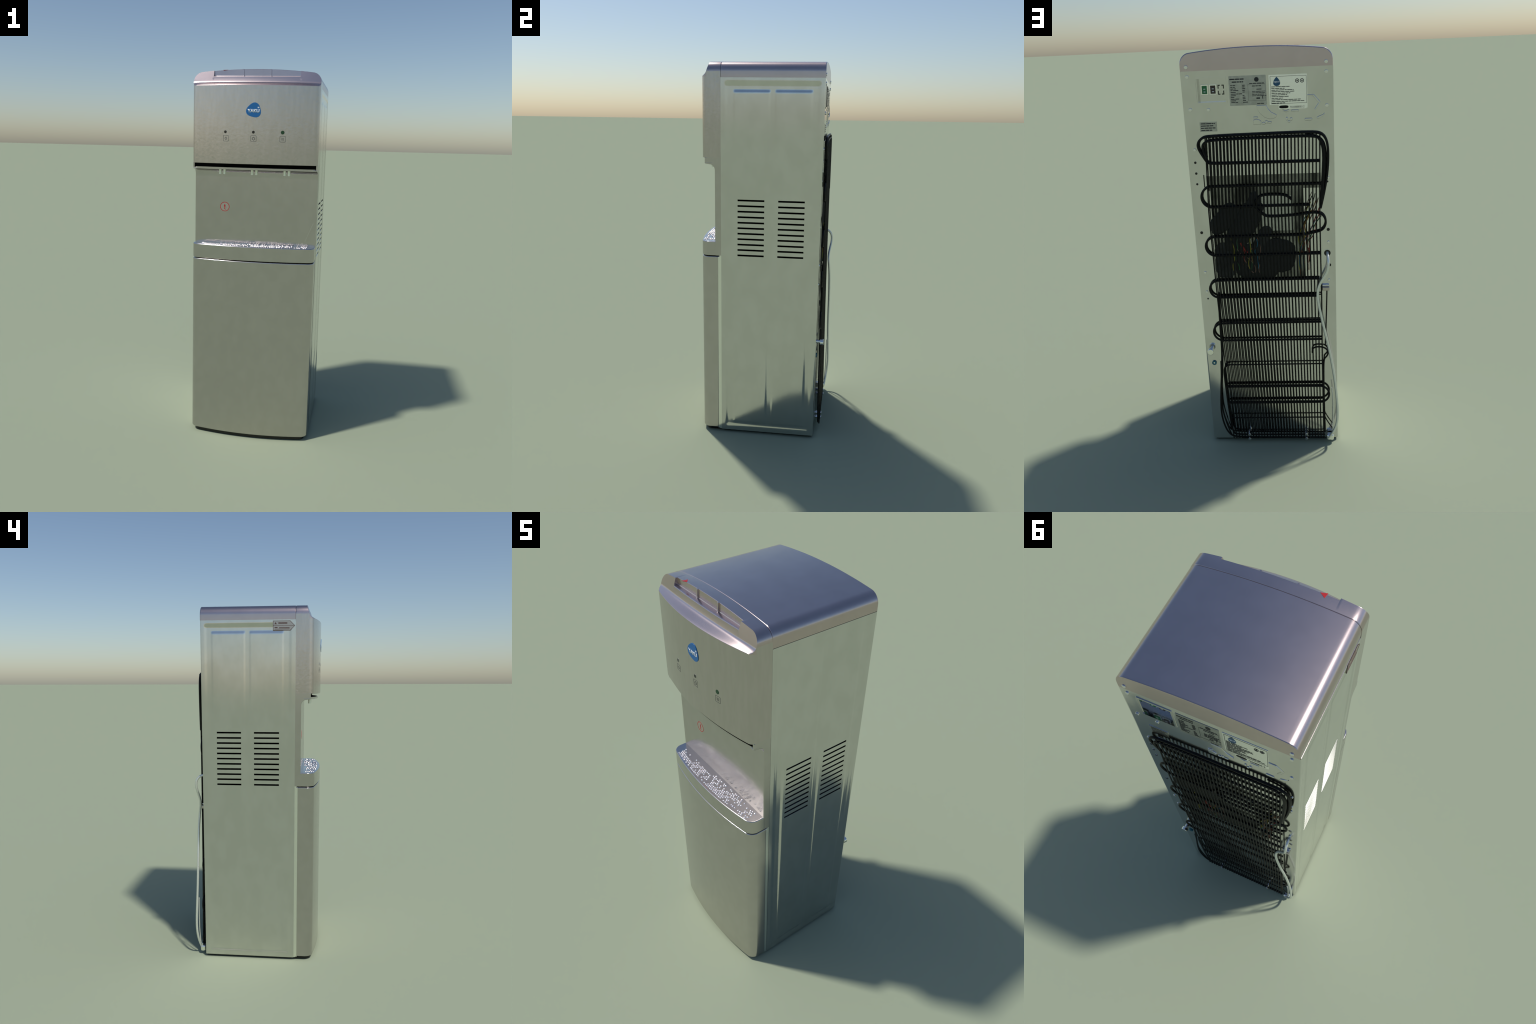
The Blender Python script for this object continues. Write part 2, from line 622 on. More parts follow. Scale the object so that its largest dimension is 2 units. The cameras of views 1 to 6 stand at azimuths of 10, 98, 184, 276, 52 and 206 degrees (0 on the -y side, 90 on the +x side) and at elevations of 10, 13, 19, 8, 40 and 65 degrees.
def head_profile(x, grip, rib=False):
    """Profile (y, z) from the lid seam over the brow down to the panel's front edge."""
    t = crown(x)
    ycut = head_cut(x)
    curve = brow_curve(x)
    ytop = -0.2800 + x * x / 8
    # where the brow face leaves the arched top
    yi = curve[0][0]
    for (ya, za), (yb, zb) in zip(curve, curve[1:]):
        if za >= t >= zb:
            yi = ya + (yb - ya) * (za - t) / max(za - zb, 1e-9)
    body = []
    for y, z in curve:
        body.append((yi, t) if z > t else (y, z))
    if grip:
        back_wall = -0.2715 if rib else -0.2662
        shape = [(back_wall, t), (back_wall - 0.0012, t - 0.0012), (back_wall - 0.0030, 1.9655), (back_wall - 0.0045, 1.9625),
                 (ytop - 0.0105, 1.9610), (ytop - 0.0125, 1.9604), (ytop - 0.0140, 1.9585), (ytop - 0.0155, 1.9530)]
        body[:8] = shape
        body[8:9] = [body[8]]
        edge = back_wall + 0.002
    else:
        edge = yi + 0.0015
        body[0] = (yi + 0.0004, t - 0.0001) if body[0] == (yi, t) else body[0]
    p = [(Y_SEAM - 0.0004, t - 0.003), (Y_SEAM - 0.0022, t - 0.0004), (Y_SEAM - 0.005, t), (edge, t)] + body
    return [(max(y, ycut), z) for y, z in p]


def head_top():
    xs = []
    n = 60
    base = sorted({round(XH * math.sin(math.pi / 2 * (2 * i / n - 1)), 5) for i in range(n + 1)})
    cuts = [(-GRIP, 1), (RIBS[0] - 0.0035, -1), (RIBS[0] + 0.0035, 1), (RIBS[1] - 0.0035, -1),
            (RIBS[1] + 0.0035, 1), (GRIP, -1)]
    def inside(x):
        return -GRIP < x < GRIP and all(abs(x - r) > 0.0035 for r in RIBS)
    for x in base:
        if all(abs(x - c) > 0.002 for c, _ in cuts):
            xs.append((x, inside(x), False))
    for c, s in cuts:
        end = abs(abs(c) - GRIP) < 1e-6
        xs += [(c - s * 0.0004, not end, not end), (c + s * 0.0004, True, False)]
    xs.sort()
    rows = [[(x, y, z) for y, z in head_profile(x, g, rb)] for x, g, rb in xs]
    m = len(rows[0])
    v = [p for r in rows for p in r]
    f = []
    for a in range(len(rows) - 1):
        for i in range(m - 1):
            f.append([a * m + i, a * m + i + 1, (a + 1) * m + i + 1, (a + 1) * m + i])
    # underside closed to a flat floor, ends capped
    nb = len(v)
    for x, g, rb in xs:
        v += [(x, head_cut(x), 1.516), (x, Y_SEAM - 0.0004, 1.516)]
    for a in range(len(rows) - 1):
        f.append([a * m + m - 1, nb + 2 * a, nb + 2 * a + 2, (a + 1) * m + m - 1])
        f.append([nb + 2 * a, nb + 2 * a + 1, nb + 2 * a + 3, nb + 2 * a + 2])
        f.append([nb + 2 * a + 1, a * m, (a + 1) * m, nb + 2 * a + 3])
    f.append(list(range(m)) + [nb, nb + 1])
    e = len(rows) - 1
    f.append([e * m + i for i in range(m)] + [nb + 2 * e, nb + 2 * e + 1])
    ob = shift(link("head_shell", mesh("head_shell", v, f), [PANEL, LIDM], head, 22))
    for q in ob.data.polygons:
        if q.center.z > Z_EDGE - 0.004:
            q.material_index = 1
        if abs(q.normal.x) > 0.99:
            q.use_smooth = False
    return ob


head_top()



def vertical_shell(name, pts, z0, z1, nz, mat, parent, relief=None):
    """Closed upright prism with many rows so that its wall can carry relief."""
    n = len(pts)
    zs = [z0 + (z1 - z0) * i / nz for i in range(nz + 1)]
    v = []
    for z in zs:
        for x, y in pts:
            v.append((x, y - (relief(x, z) if relief else 0), z))
    f = [list(range(n)), list(range(nz * n, (nz + 1) * n))]
    for j in range(nz):
        for i in range(n):
            f.append([j * n + i, j * n + (i + 1) % n, (j + 1) * n + (i + 1) % n, (j + 1) * n + i])
    return link(name, mesh(name, v, f), mat, parent, 35)


# side cheeks, splash back and pillars: one extrusion across the width
prof = [(Y_SEAM + 0.006, Z_TRAY + 0.001), (-0.247, Z_TRAY + 0.001), (-0.247, 1.440)]
for i in range(9):
    a = i / 8 * math.pi / 2
    prof.append((-0.247 - 0.030 * (1 - math.cos(a)), 1.452 + 0.030 * math.sin(a)))
prof += [(-0.297, 1.4845), (-0.2995, 1.4885), (-0.2995, 1.4925), (-0.262, 1.4925), (-0.262, 1.530), (Y_SEAM + 0.006, 1.530)]
splash = prism_x("splash_back", prof, X0 - XH + 0.0005, X0 + XH - 0.0005, SILVER, 0.0)
bevel(splash, 0.004, 3, 50)
# black box and sheets put shade into the tap gap, then the shelf itself
shift(box("gap_shade_block", -0.3240, 0.3240, -0.2830, -0.2600, 1.4932, 1.5155, GAP_SHADE, 0, head))
plate("shadow_floor", plan(lambda x: head_front(x) + 0.020, 0.3235, -0.263, 0.012), lambda u, v, d: (u + X0, v, 1.4962 + d), 0.0008, GAP_SHADE, head, base=0)
plate("shadow_ceiling", plan(lambda x: head_front(x) + 0.004, 0.3235, -0.263, 0.012), lambda u, v, d: (u + X0, v, 1.5148 + d), 0.0008, GAP_SHADE, head, base=0)
for sg in (1, -1):
    box("cheek", X0 + sg * 0.32835 - 0.00435, X0 + sg * 0.32835 + 0.00435, -0.2985, -0.255, 1.490, 1.5170, SILVER, 0.0015, head)
shift(prism_z("tap_shelf", plan(lambda x: head_front(x) + 0.014, 0.3265, -0.285, 0.012), 1.4850, 1.4960, SILVER, 0.003, head))

# taps: pairs of short spouts
for cx in (-0.169, 0.003, 0.176):
    for dx in (-0.0115, 0.0115):
        ob = prism_z("tap_spout", disc(cx + dx, -0.289, 0.0072, 20), 1.4585, 1.4850, TAPM, 0.0012, head)

# ------------------------------------------------------------------ badge, lamps, icons, marks
blob = []
for i in range(48):
    a = 2 * math.pi * i / 48
    r = 0.0375 + 0.0032 * math.cos(3 * (a - math.radians(75))) + 0.0006 * math.cos(2 * a)
    blob.append((0.0045 + r * math.cos(a), 1.7875 + r * 0.985 * math.sin(a)))
badge = plate("badge", blob, on_head, 0.0022, BADGE, head, bw=0.0007)
text("badge_lettering", "YAKU", 0.0030, 1.7850, 0.062, 0.0170, lambda u, v, d: on_head(u, v, d + 0.0021), 0.0005, WHITE, badge, bold=0.035)
for k, a in enumerate((-28, -9, 10, 29)):
    c, s = math.cos(math.radians(90 - a)), math.sin(math.radians(90 - a))
    p0, p1 = (0.0285 + c * 0.003, 1.7955 + s * 0.003), (0.0285 + c * 0.0098, 1.7955 + s * 0.0098)
    w = 0.0011
    pts = [(p0[0] - s * w, p0[1] + c * w), (p0[0] + s * w, p0[1] - c * w), (p1[0] + s * w * .6, p1[1] - c * w * .6), (p1[0] - s * w * .6, p1[1] + c * w * .6)]
    plate("badge_spark", pts, lambda u, v, d: on_head(u, v, d + 0.0021), 0.0004, WHITE, badge, base=0)

for cx, cz, iz, lens in ((-0.1440, 1.6780, 1.6450, LEDM), (0.0045, 1.6785, 1.6465, LEDM), (0.1545, 1.6795, 1.6460, LEDG)):
    ring("lamp_bezel", disc(cx, cz, 0.0095), disc(cx, cz, 0.0072), on_head, 0.0006, SILVER if lens is LEDM else LEDG, head)
    plate("indicator_lamp", disc(cx, cz, 0.0075), on_head, 0.0010, lens, head, bw=0.0008)
    ix = cx + (0.003 if cx < -.1 else 0.001)
    o, i_ = inset_rect_pair(ix - 0.0150, ix + 0.0150, iz - 0.0150, iz + 0.0150, 0.003, 0.0019)
    ring("icon_frame", o, i_, on_head, 0.0003, FAINT, head)
    if lens is LEDG:
        for dx in (-0.005, 0.0, 0.005):
            pts = []
            zz = [iz - 0.007 + 0.014 * q / 8 for q in range(9)]
            pts = [(ix + dx + 0.0016 * math.sin(q * 1.5) + 0.0010, z) for q, z in enumerate(zz)]
            pts += [(ix + dx + 0.0016 * math.sin(q * 1.5) - 0.0010, z) for q, z in reversed(list(enumerate(zz)))]
            plate("icon_wave", pts, on_head, 0.0003, FAINT, head)
    else:
        k = 0.75 if cx < -.1 else 0.95
        outer = [(ix + 0.0085 * k * math.cos(a) * (1 + 0.15 * math.sin(a)), iz - 0.001 + 0.0085 * k * math.sin(a))
                 for a in [2 * math.pi * q / 24 for q in range(24)]]
        ring("icon_glyph", outer, shrink(outer, 0.62), on_head, 0.0003, FAINT, head)
        plate("icon_stroke", rect(ix - 0.0008, ix + 0.0008, iz + 0.004, iz + 0.0095), on_head, 0.0003, FAINT, head)

# red warning roundel on the splash back
hot = bpy.data.objects.new("warning_roundel", None)
bpy.context.collection.objects.link(hot)
hot.parent = splash
cx, cz = -0.1632, 1.2817
ring("roundel_ring", disc(cx, cz, 0.0258, 40), disc(cx, cz, 0.0226, 40), on_splash, 0.0004, RED, hot)
plate("roundel_field", disc(cx, cz, 0.0226, 40), on_splash, 0.0001, material("roundel_silver", (0.60, 0.55, 0.54), 1.0, 0.2), hot)
drop = [(cx - 0.0005 + 0.0052 * math.sin(a) * (1 if True else 0) * (0.5 - 0.5 * math.cos(a)) ** 0.5,
         cz + 0.0065 + 0.0085 * math.cos(a)) for a in [2 * math.pi * q / 24 for q in range(24)]]
plate("roundel_drop", drop, on_splash, 0.0005, RED, hot)
plate("roundel_hand", [(cx - 0.004, cz - 0.002), (cx - 0.001, cz - 0.002), (cx + 0.001, cz - 0.010), (cx + 0.006, cz - 0.015),
                       (cx + 0.003, cz - 0.017), (cx - 0.003, cz - 0.012)], on_splash, 0.0005, RED, hot)
plate("roundel_hand", [(cx + 0.001, cz - 0.003), (cx + 0.009, cz - 0.002), (cx + 0.009, cz - 0.004), (cx + 0.002, cz - 0.005)], on_splash, 0.0005, RED, hot)
# a scratch low on the right of the splash back
plate("scratch", [(0.2795, 1.110), (0.2803, 1.110), (0.322, 1.212), (0.321, 1.212)], on_splash, 0.0003, CHROME, splash)

# red pointer sticker on the brow
def on_brow(u, v, d):
    return (u, v, crown(u - X0) + d)
plate("pointer_sticker", [(-0.176, -0.2745), (-0.150, -0.2660), (-0.172, -0.2500)], on_brow, 0.0007, RED, head, base=-0.0005)

# ------------------------------------------------------------------ drip tray and door
tray = shift(prism_z("drip_tray", plan(door_front, XH, -0.2400, 0.036), Z_TRAY + 0.0010, 1.0830, SILVER, 0.0045))
bumps = []


def dome(cx, cy, r, h, z, segs=8):
    v, f = [], []
    for k, (rr, hh) in enumerate(((1.0, 0.0), (0.86, 0.5), (0.5, 0.87))):
        for i in range(segs):
            a = 2 * math.pi * i / segs
            v.append((cx + r * rr * math.cos(a), cy + r * rr * math.sin(a), z + h * hh))
    v.append((cx, cy, z + h))
    for k in range(2):
        for i in range(segs):
            j = (i + 1) % segs
            f.append([k * segs + i, k * segs + j, (k + 1) * segs + j, (k + 1) * segs + i])
    for i in range(segs):
        f.append([2 * segs + i, 2 * segs + (i + 1) % segs, 3 * segs])
    return v, f


bv, bf = [], []
for row in range(8):
    for i in range(48):
        x = -0.275 + 0.56 * i / 47 + (0.006 if row % 2 else 0)
        y = door_front(x) * 0.72 - 0.352 * 0.28 + 0.020 + 0.0098 * row + rnd.uniform(-0.001, 0.001)
        x += rnd.uniform(-0.0015, 0.0015)
        keep = 0.55 + 0.95 * noise.noise(Vector((x * 11, y * 26, 0.4)))
        if row <= 2:
            keep += 0.35
        if row > 5:
            keep -= 0.35
        if y > -0.256 or rnd.random() > keep:
            continue
        v, f = dome(x, y, rnd.uniform(0.0044, 0.0058), rnd.uniform(0.0024, 0.0046), 1.0828)
        b = len(bv)
        bv += v
        bf += [[b + q for q in ff] for ff in f]
dimples = link("tray_dimples", mesh("tray_dimples", bv, bf), DIMPLE, tray, 180)
dimples["kind"] = "stuff"

door = vertical_shell("door", plan(door_front, XH, -0.2300, 0.036), 0.0205, Z_TRAY - 0.0030, 1, SILVER, root)
shift(door)
bevel(door, 0.0045, 3, 45)
box("door_gasket", X0 - XH + 0.0014, X0 + XH - 0.0014, -0.2340, -0.2160, 0.016, Z_TRAY - 0.0035, PALE, 0.002)

box("seam_filler", X0 - XH + 0.0011, X0 + XH - 0.0011, -0.2250, -0.2085, 0.014, 1.90, PALE, 0, cabinet)  # pale filler added inside so the seam shows as a light line

# ------------------------------------------------------------------ condenser
cond = bpy.data.objects.new("condenser", None)
bpy.context.collection.objects.link(cond)
cond.parent = root


def interp(tab, z):
    for (z0, a), (z1, b) in zip(tab, tab[1:]):
        if z <= z0 and z >= z1:
            t = (z0 - z) / (z0 - z1)
            return a + (b - a) * t
    return tab[0][1] if z > tab[0][0] else tab[-1][1]


LEFT = [(1.62, 0.246), (1.27, 0.259), (0.84, 0.252), (0.47, 0.240), (0.03, 0.224)]
RIGHT = [(1.62, -0.266), (1.26, -0.258), (0.84, -0.258), (0.45, -0.255), (0.03, -0.255)]


def cond_y(z):
    return interp([(1.63, 0.3190), (1.5, 0.3180), (1.2, 0.3170), (0.95, 0.3165), (0.6, 0.3175), (0.3, 0.3200), (0.03, 0.3225)], z)


NROD = 33
for i in range(NROD):
    t = i / (NROD - 1)
    pts = []
    for z in [1.622 - (1.622 - 0.030) * k / 14 for k in range(15)]:
        x = interp(LEFT, z) * (1 - t) + interp(RIGHT, z) * t
        pts.append((x + 0.0008 * noise.noise(Vector((i * 3.3, z * 4, 1))), cond_y(z) + 0.0005 * math.sin(i * 2.4), z))
    tube("condenser_rod", pts, 0.0032, BLACK, cond, kind="POLY", res=2)

YT = -0.0050   # tubes lie just in front of the panel, behind the rods


def row(z, x0=None, x1=None):
    return (interp(LEFT, z) if x0 is None else x0), (interp(RIGHT, z) if x1 is None else x1)


def ty(z):
    return cond_y(z) + YT


def hairpin(zu, zl, xt, xfar_u, xfar_l, r=0.0054):
    """Two rows joined by a half-round bend whose apex is at xt."""
    s = 1 if xt > 0 else -1
    zm, rr = (zu + zl) / 2, (zu - zl) / 2
    depth = min(rr, 0.048)
    xs = xt - s * depth
    pts = [(xfar_u, ty(zu), zu), (xfar_u * .5 + xs * .5, ty(zu), zu)]
    for k in range(13):
        a = math.pi / 2 - math.pi * k / 12
        pts.append((xs + s * depth * math.cos(a), ty(zm), zm + rr * math.sin(a)))
    pts += [(xfar_l * .5 + xs * .5, ty(zl), zl), (xfar_l, ty(zl), zl)]
    tube("condenser_tube", pts, r, BLACK, cond, order=3)


hairpin(1.396, 1.298, 0.288, -0.268, -0.215)
hairpin(1.153, 1.059, 0.288, -0.176, -0.257)
hairpin(0.931, 0.841, 0.286, -0.250, -0.240)
hairpin(0.7015, 0.6065, 0.285, -0.256, -0.256)
hairpin(0.339, 0.243, -0.287, 0.245, 0.238)
for z, r in ((0.468, 0.0035), (0.152, 0.0035), (0.347, 0.0032), (0.251, 0.0032), (0.849, 0.0032), (0.711, 0.0030)):  # thin doubles close to hairpin rows imitate their reflections; the rest are real rows
    a, b = row(z)
    tube("condenser_tube", [(a - 0.002, ty(z), z), (0, ty(z), z), (b, ty(z), z)], r, BLACK, cond, kind="POLY")

# top: long tube over the grille, round both shoulders, back into the second row
tube("condenser_tube", [(-0.262, ty(1.5), 1.500), (0.0, ty(1.5), 1.501), (0.225, ty(1.5), 1.502), (0.246, ty(1.5), 1.505),
                        (0.262, ty(1.5), 1.535), (0.284, ty(1.55), 1.572), (0.284, ty(1.6), 1.600), (0.262, ty(1.6), 1.622),
                        (0.235, ty(1.6), 1.626), (0.0, ty(1.6), 1.628), (-0.235, ty(1.6), 1.630), (-0.275, ty(1.6), 1.624),
                        (-0.300, ty(1.6), 1.590), (-0.302, ty(1.5), 1.52), (-0.297, ty(1.4), 1.44), (-0.280, ty(1.3), 1.35),
                        (-0.262, ty(1.27), 1.28)], 0.0058, BLACK, cond)
for k, (dz, dx, dy) in enumerate(((-0.014, -0.010, 0.005),)):
    tube("condenser_tube", [(0.252 + dx * .3, ty(1.5) + dy, 1.53), (0.278 + dx, ty(1.55) + dy, 1.575), (0.268 + dx, ty(1.6) + dy, 1.612 + dz),
                            (0.235, ty(1.6) + dy, 1.624 + dz), (0.0, ty(1.6) + dy, 1.626 + dz), (-0.235, ty(1.6) + dy, 1.628 + dz),
                            (-0.276 - dx, ty(1.6) + dy, 1.618 + dz), (-0.294 - dx, ty(1.55) + dy, 1.57), (-0.292 - dx, ty(1.5) + dy, 1.48),
                            (-0.283 - dx * .5, ty(1.4) + dy, 1.40), (-0.268, ty(1.3) + dy, 1.31)], 0.0050, BLACK, cond)

for dx, dy in ((0.010, 0.004), (0.020, 0.006), (0.005, -0.006)):
    tube("condenser_tube", [(-0.200, ty(1.6) + dy, 1.618), (-0.245, ty(1.6) + dy, 1.616), (-0.282 + dx, ty(1.6) + dy, 1.600), (-0.298 + dx, ty(1.5) + dy, 1.56),
                            (-0.297 + dx, ty(1.5) + dy, 1.48), (-0.290 + dx, ty(1.4) + dy, 1.40), (-0.270 + dx * .3, ty(1.3) + dy, 1.31)], 0.0034, BLACK, cond)

# inner loop and the bend on the other side
tube("condenser_tube", [(-0.130, ty(1.34), 1.325), (-0.112, ty(1.34), 1.345), (-0.080, ty(1.34), 1.351), (-0.02, ty(1.34), 1.352), (0.018, ty(1.34), 1.348),
                        (0.042, ty(1.3), 1.322), (0.044, ty(1.3), 1.295), (0.020, ty(1.26), 1.272), (0.000, ty(1.25), 1.250),
                        (-0.03, ty(1.25), 1.246), (-0.10, ty(1.25), 1.248), (-0.165, ty(1.25), 1.252), (-0.205, ty(1.25), 1.260), (-0.250, ty(1.25), 1.261),
                        (-0.276, ty(1.25), 1.248), (-0.289, ty(1.2), 1.215), (-0.277, ty(1.2), 1.180), (-0.250, ty(1.2), 1.166),
                        (-0.215, ty(1.2), 1.163), (-0.185, ty(1.2), 1.154)], 0.0052, BLACK, cond)
# curl low on the right
tube("condenser_tube", [(-0.206, ty(.55), 0.530), (-0.205, ty(.55), 0.556), (-0.225, ty(.55), 0.565), (-0.262, ty(.55), 0.563),
                        (-0.284, ty(.53), 0.545), (-0.286, ty(.53), 0.520), (-0.272, ty(.5), 0.503), (-0.262, ty(.5), 0.495),
                        (-0.260, ty(.4), 0.40), (-0.260, ty(.2), 0.20), (-0.262, ty(.1), 0.06)], 0.0042, BLACK, cond)
# risers down the left and bottom bars
tube("condenser_tube", [(0.246, ty(.85), 0.86), (0.252, ty(.7), 0.70), (0.250, ty(.6), 0.60), (0.255, ty(.5), 0.50), (0.268, ty(.4), 0.38), (0.283, ty(.25), 0.22),
                        (0.280, ty(.15), 0.15), (0.262, ty(.1), 0.075), (0.235, ty(.05), 0.040), (0.20, ty(.04), 0.032), (0.0, ty(.03), 0.030), (-0.262, ty(.03), 0.028)],
     0.0046, BLACK, cond)
tube("condenser_tube", [(0.218, ty(.47), 0.468), (0.240, ty(.45), 0.462), (0.249, ty(.45), 0.445), (0.250, ty(.4), 0.40), (0.245, ty(.3), 0.30), (0.240, ty(.2), 0.20),
                        (0.232, ty(.1), 0.10), (0.225, ty(.06), 0.055), (0.20, ty(.05), 0.047), (0.0, ty(.05), 0.047), (-0.262, ty(.05), 0.046)],
     0.0046, BLACK, cond)
tube("condenser_tube", [(0.262, ty(.45), 0.49), (0.266, ty(.4), 0.40), (0.278, ty(.25), 0.26), (0.272, ty(.2), 0.18), (0.252, ty(.1), 0.09), (0.236, ty(.05), 0.05)],
     0.0034, BLACK, cond)
tube("condenser_tube", [(-0.258, ty(.2), 0.17), (-0.266, ty(.15), 0.14), (-0.285, ty(.1), 0.11), (-0.300, ty(.1), 0.085)], 0.003, BLACK, cond)
# bolts through the lower bar
for x in (0.139, -0.1635):
    for z in (0.055, 0.028):
        v, f = extrude_outline(disc(x, z, 0.0085, 6), lambda u, w, d: (u, d, w), 0.295, 0.3310)
        bevel(link("mounting_bolt", mesh("mounting_bolt", v, f), CHROME, cond), 0.0015, 2)

# ------------------------------------------------------------------ inner parts laid on the closed rear sheet
inner = bpy.data.objects.new("inner_parts", None)
bpy.context.collection.objects.link(inner)
inner.parent = cabinet
YI = Y_SHEET + 0.0012


def lump(name, cx, cz, rx, rz, ry, mat, tilt=0.0):
    bm = bmesh.new()
    bmesh.ops.create_icosphere(bm, subdivisions=4, radius=1)
    for q in bm.verts:
        d = q.co.copy()
        sx = math.copysign(abs(d.x) ** 0.7, d.x)
        sz = math.copysign(abs(d.z) ** 0.7, d.z)
        k = 1 + 0.10 * noise.noise(d * 2 + Vector((cx * 9, 0, cz * 9)))
        x, z = sx * rx * k, sz * rz * k
        c, s = math.cos(tilt), math.sin(tilt)
        q.co = (cx + x * c - z * s, YI + d.y * min(ry * 0.22, 0.005) * k, cz + x * s + z * c)
    me = bpy.data.meshes.new(name)
    bm.to_mesh(me)
    bm.free()
    return link(name, me, mat, inner, 180)


box("upper_bracket", -0.266, 0.260, YI - 0.02, YI + 0.0008, 1.375, 1.445, INNER, 0.001, inner)
lump("insulation_sleeve", 0.100, 1.20, 0.055, 0.16, 0.022, FOAM, 0.55)
lump("insulation_sleeve", 0.190, 1.24, 0.045, 0.09, 0.018, FOAM, 0.7)
lump("insulation_sleeve", 0.060, 1.27, 0.030, 0.10, 0.020, FOAM, 0.2)
lump("cold_tank", 0.045, 1.02, 0.110, 0.095, 0.026, FOAM, 0.0)
lump("cold_tank", -0.060, 1.05, 0.080, 0.085, 0.022, FOAM, 0.2)
plate("control_box", round_rect(-0.135, 0.018, 1.175, 1.345, 0.006), lambda u, v, d: (u, back_y(v) + d, v), 0.0046, GREYLAB, inner)
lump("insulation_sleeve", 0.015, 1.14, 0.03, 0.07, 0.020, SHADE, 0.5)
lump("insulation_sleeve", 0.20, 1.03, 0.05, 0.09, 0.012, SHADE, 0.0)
for k in range(22):
    m = WIRES[k % len(WIRES)]
    x = -0.155 - 0.05 * rnd.random() if k < 13 else rnd.uniform(0.02, 0.20)
    z1 = rnd.uniform(1.22, 1.36) if k < 13 else rnd.uniform(1.05, 1.18)
    z0 = rnd.uniform(0.925, 1.02)
    pts = []
    for q in range(8):
        t = q / 7
        pts.append((x + (0.05 if k < 13 else 0.04) * rnd.uniform(-.5, .5) * math.sin(math.pi * t) + (-0.06 * (1 - t) ** 3 if k < 13 else 0.0),
                    YI + 0.003 + 0.003 * rnd.random(), z1 + (z0 - z1) * t))
    tube("wire", pts, rnd.uniform(0.0014, 0.0024), m, inner, res=1)
tube("wire", [(0.14, YI + .004, 1.09), (0.12, YI + .004, 1.06), (0.09, YI + .004, 1.00), (0.07, YI + .004, 0.96), (0.05, YI + .004, 0.97),
              (0.06, YI + .004, 1.02), (0.10, YI + .004, 1.05)], 0.002, WIRES[4], inner)
tube("wire", [(0.12, YI + .004, 1.12), (0.11, YI + .004, 1.09), (0.09, YI + .004, 1.07)], 0.005, WIRES[1], inner)

# ------------------------------------------------------------------ marks and fittings on the back
B = on_back()
o, i_ = inset_rect_pair(0.137, 0.278, 1.765, 1.881, 0.006, 0.007)
ring("switch_frame", o, i_, B, 0.0025, STEEL, back)
R = lambda u, v, d: (u, Y_BACK - 0.022 + d, v)
sw = back
for name, x0, x1, mat in (("rocker_switch", 0.2225, 0.2550, GREEN), ("rocker_switch", 0.1845, 0.2175, BROWN)):
    fr = plate("switch_bezel", round_rect(x0, x1, 1.803, 1.848, 0.002), R, 0.004, PALE, back, bw=0.001)
    v, f = extrude_outline([(x0 + 0.005, 1.8075), (x1 - 0.005, 1.8075), (x1 - 0.005, 1.8425), (x0 + 0.005, 1.8425)], R, 0.003, 0.0065)
    rk = link(name, mesh(name, v, f), mat, fr)
    bevel(rk, 0.001, 2)
    for zz in (1.815, 1.827):
        plate("switch_mark", rect(x0 + 0.012, x1 - 0.012, zz, zz + 0.003), R, 0.0069, WHITE, rk, base=0.004)
for sx in (0, 1):
    for sz in (0, 1):
        xa = 0.152 if sx == 0 else 0.180
        xd = 1 if sx == 0 else -1
        za = 1.802 if sz == 0 else 1.8445
        zd = 1 if sz == 0 else -1
        plate("bracket_outline", [(xa, za), (xa + xd * .0105, za), (xa + xd * .0105, za + zd * .0045), (xa + xd * .0042, za + zd * .0045),
                               (xa + xd * .0042, za + zd * .017), (xa, za + zd * .017)], R, 0.0008, DARK, back)  # flat black corner pieces drawing a dashed bracket, no slots


def text_lines(parent, x_start, z_start, dz, lengths, surf, mat, h=0.0021, thick=0.0032):
    """Rows of tiny print: each row is broken into word-sized dashes (x runs to -x, as read)."""
    pieces = []
    for k, ln in enumerate(lengths):
        x = x_start
        z = z_start - k * dz
        left = ln
        while left > 0.004:
            w = min(left, rnd.uniform(0.008, 0.024))
            pieces.append(plate("p", rect(x - w, x, z - thick / 2, z + thick / 2), surf, h, mat, parent, base=0.0005))
            x -= w + 0.002
            left -= w + 0.002
    return pieces


# silver rating sticker
lab = plate("rating_label", round_rect(-0.037, 0.126, 1.754, 1.880, 0.003), B, 0.0015, GREYLAB, back)
pcs = text_lines(lab, 0.122, 1.866, 0.0115, [0.068], B, INK, thick=0.005)
pcs += text_lines(lab, 0.112, 1.8545, 0.0115, [0.050], B, INK, thick=0.005)
pcs += text_lines(lab, 0.120, 1.840, 0.0072, [0.024, 0.026, 0.024, 0.038, 0.027, 0.050, 0.022, 0.020, 0.036, 0.022, 0.030], B, INK)
pcs += text_lines(lab, 0.068, 1.840, 0.0072, [0.012, 0.011, 0.013, 0.011, 0.010, 0.004, 0.008, 0.012, 0.012, 0.014, 0.022], B, INK)
pcs += text_lines(lab, 0.036, 1.846, 0.2, [0.066], B, INK, thick=0.0035)
pcs += text_lines(lab, 0.025, 1.835, 0.2, [0.040], B, INK, thick=0.0035)
pcs += text_lines(lab, 0.006, 1.821, 0.0055, [0.022], B, INK)
pcs += text_lines(lab, 0.026, 1.812, 0.0062, [0.058, 0.056, 0.052, 0.062], B, INK, thick=0.0026)
pcs += text_lines(lab, 0.008, 1.783, 0.2, [0.016], B, INK, thick=0.006)
pcs += text_lines(lab, 0.006, 1.760, 0.2, [0.030], B, INK, thick=0.0032)
join_stuff("label_print", pcs, lab)
ring("label_rule", rect(-0.033, 0.043, 1.772, 1.843), rect(-0.0323, 0.0423, 1.7727, 1.8423), B, 0.0019, INK, lab)
plate("label_seal", disc(0.004, 1.862, 0.0098), B, 0.0021, INK, lab)
plate("label_tick", rect(-0.0215, -0.0180, 1.780, 1.792), B, 0.0021, INK, lab)

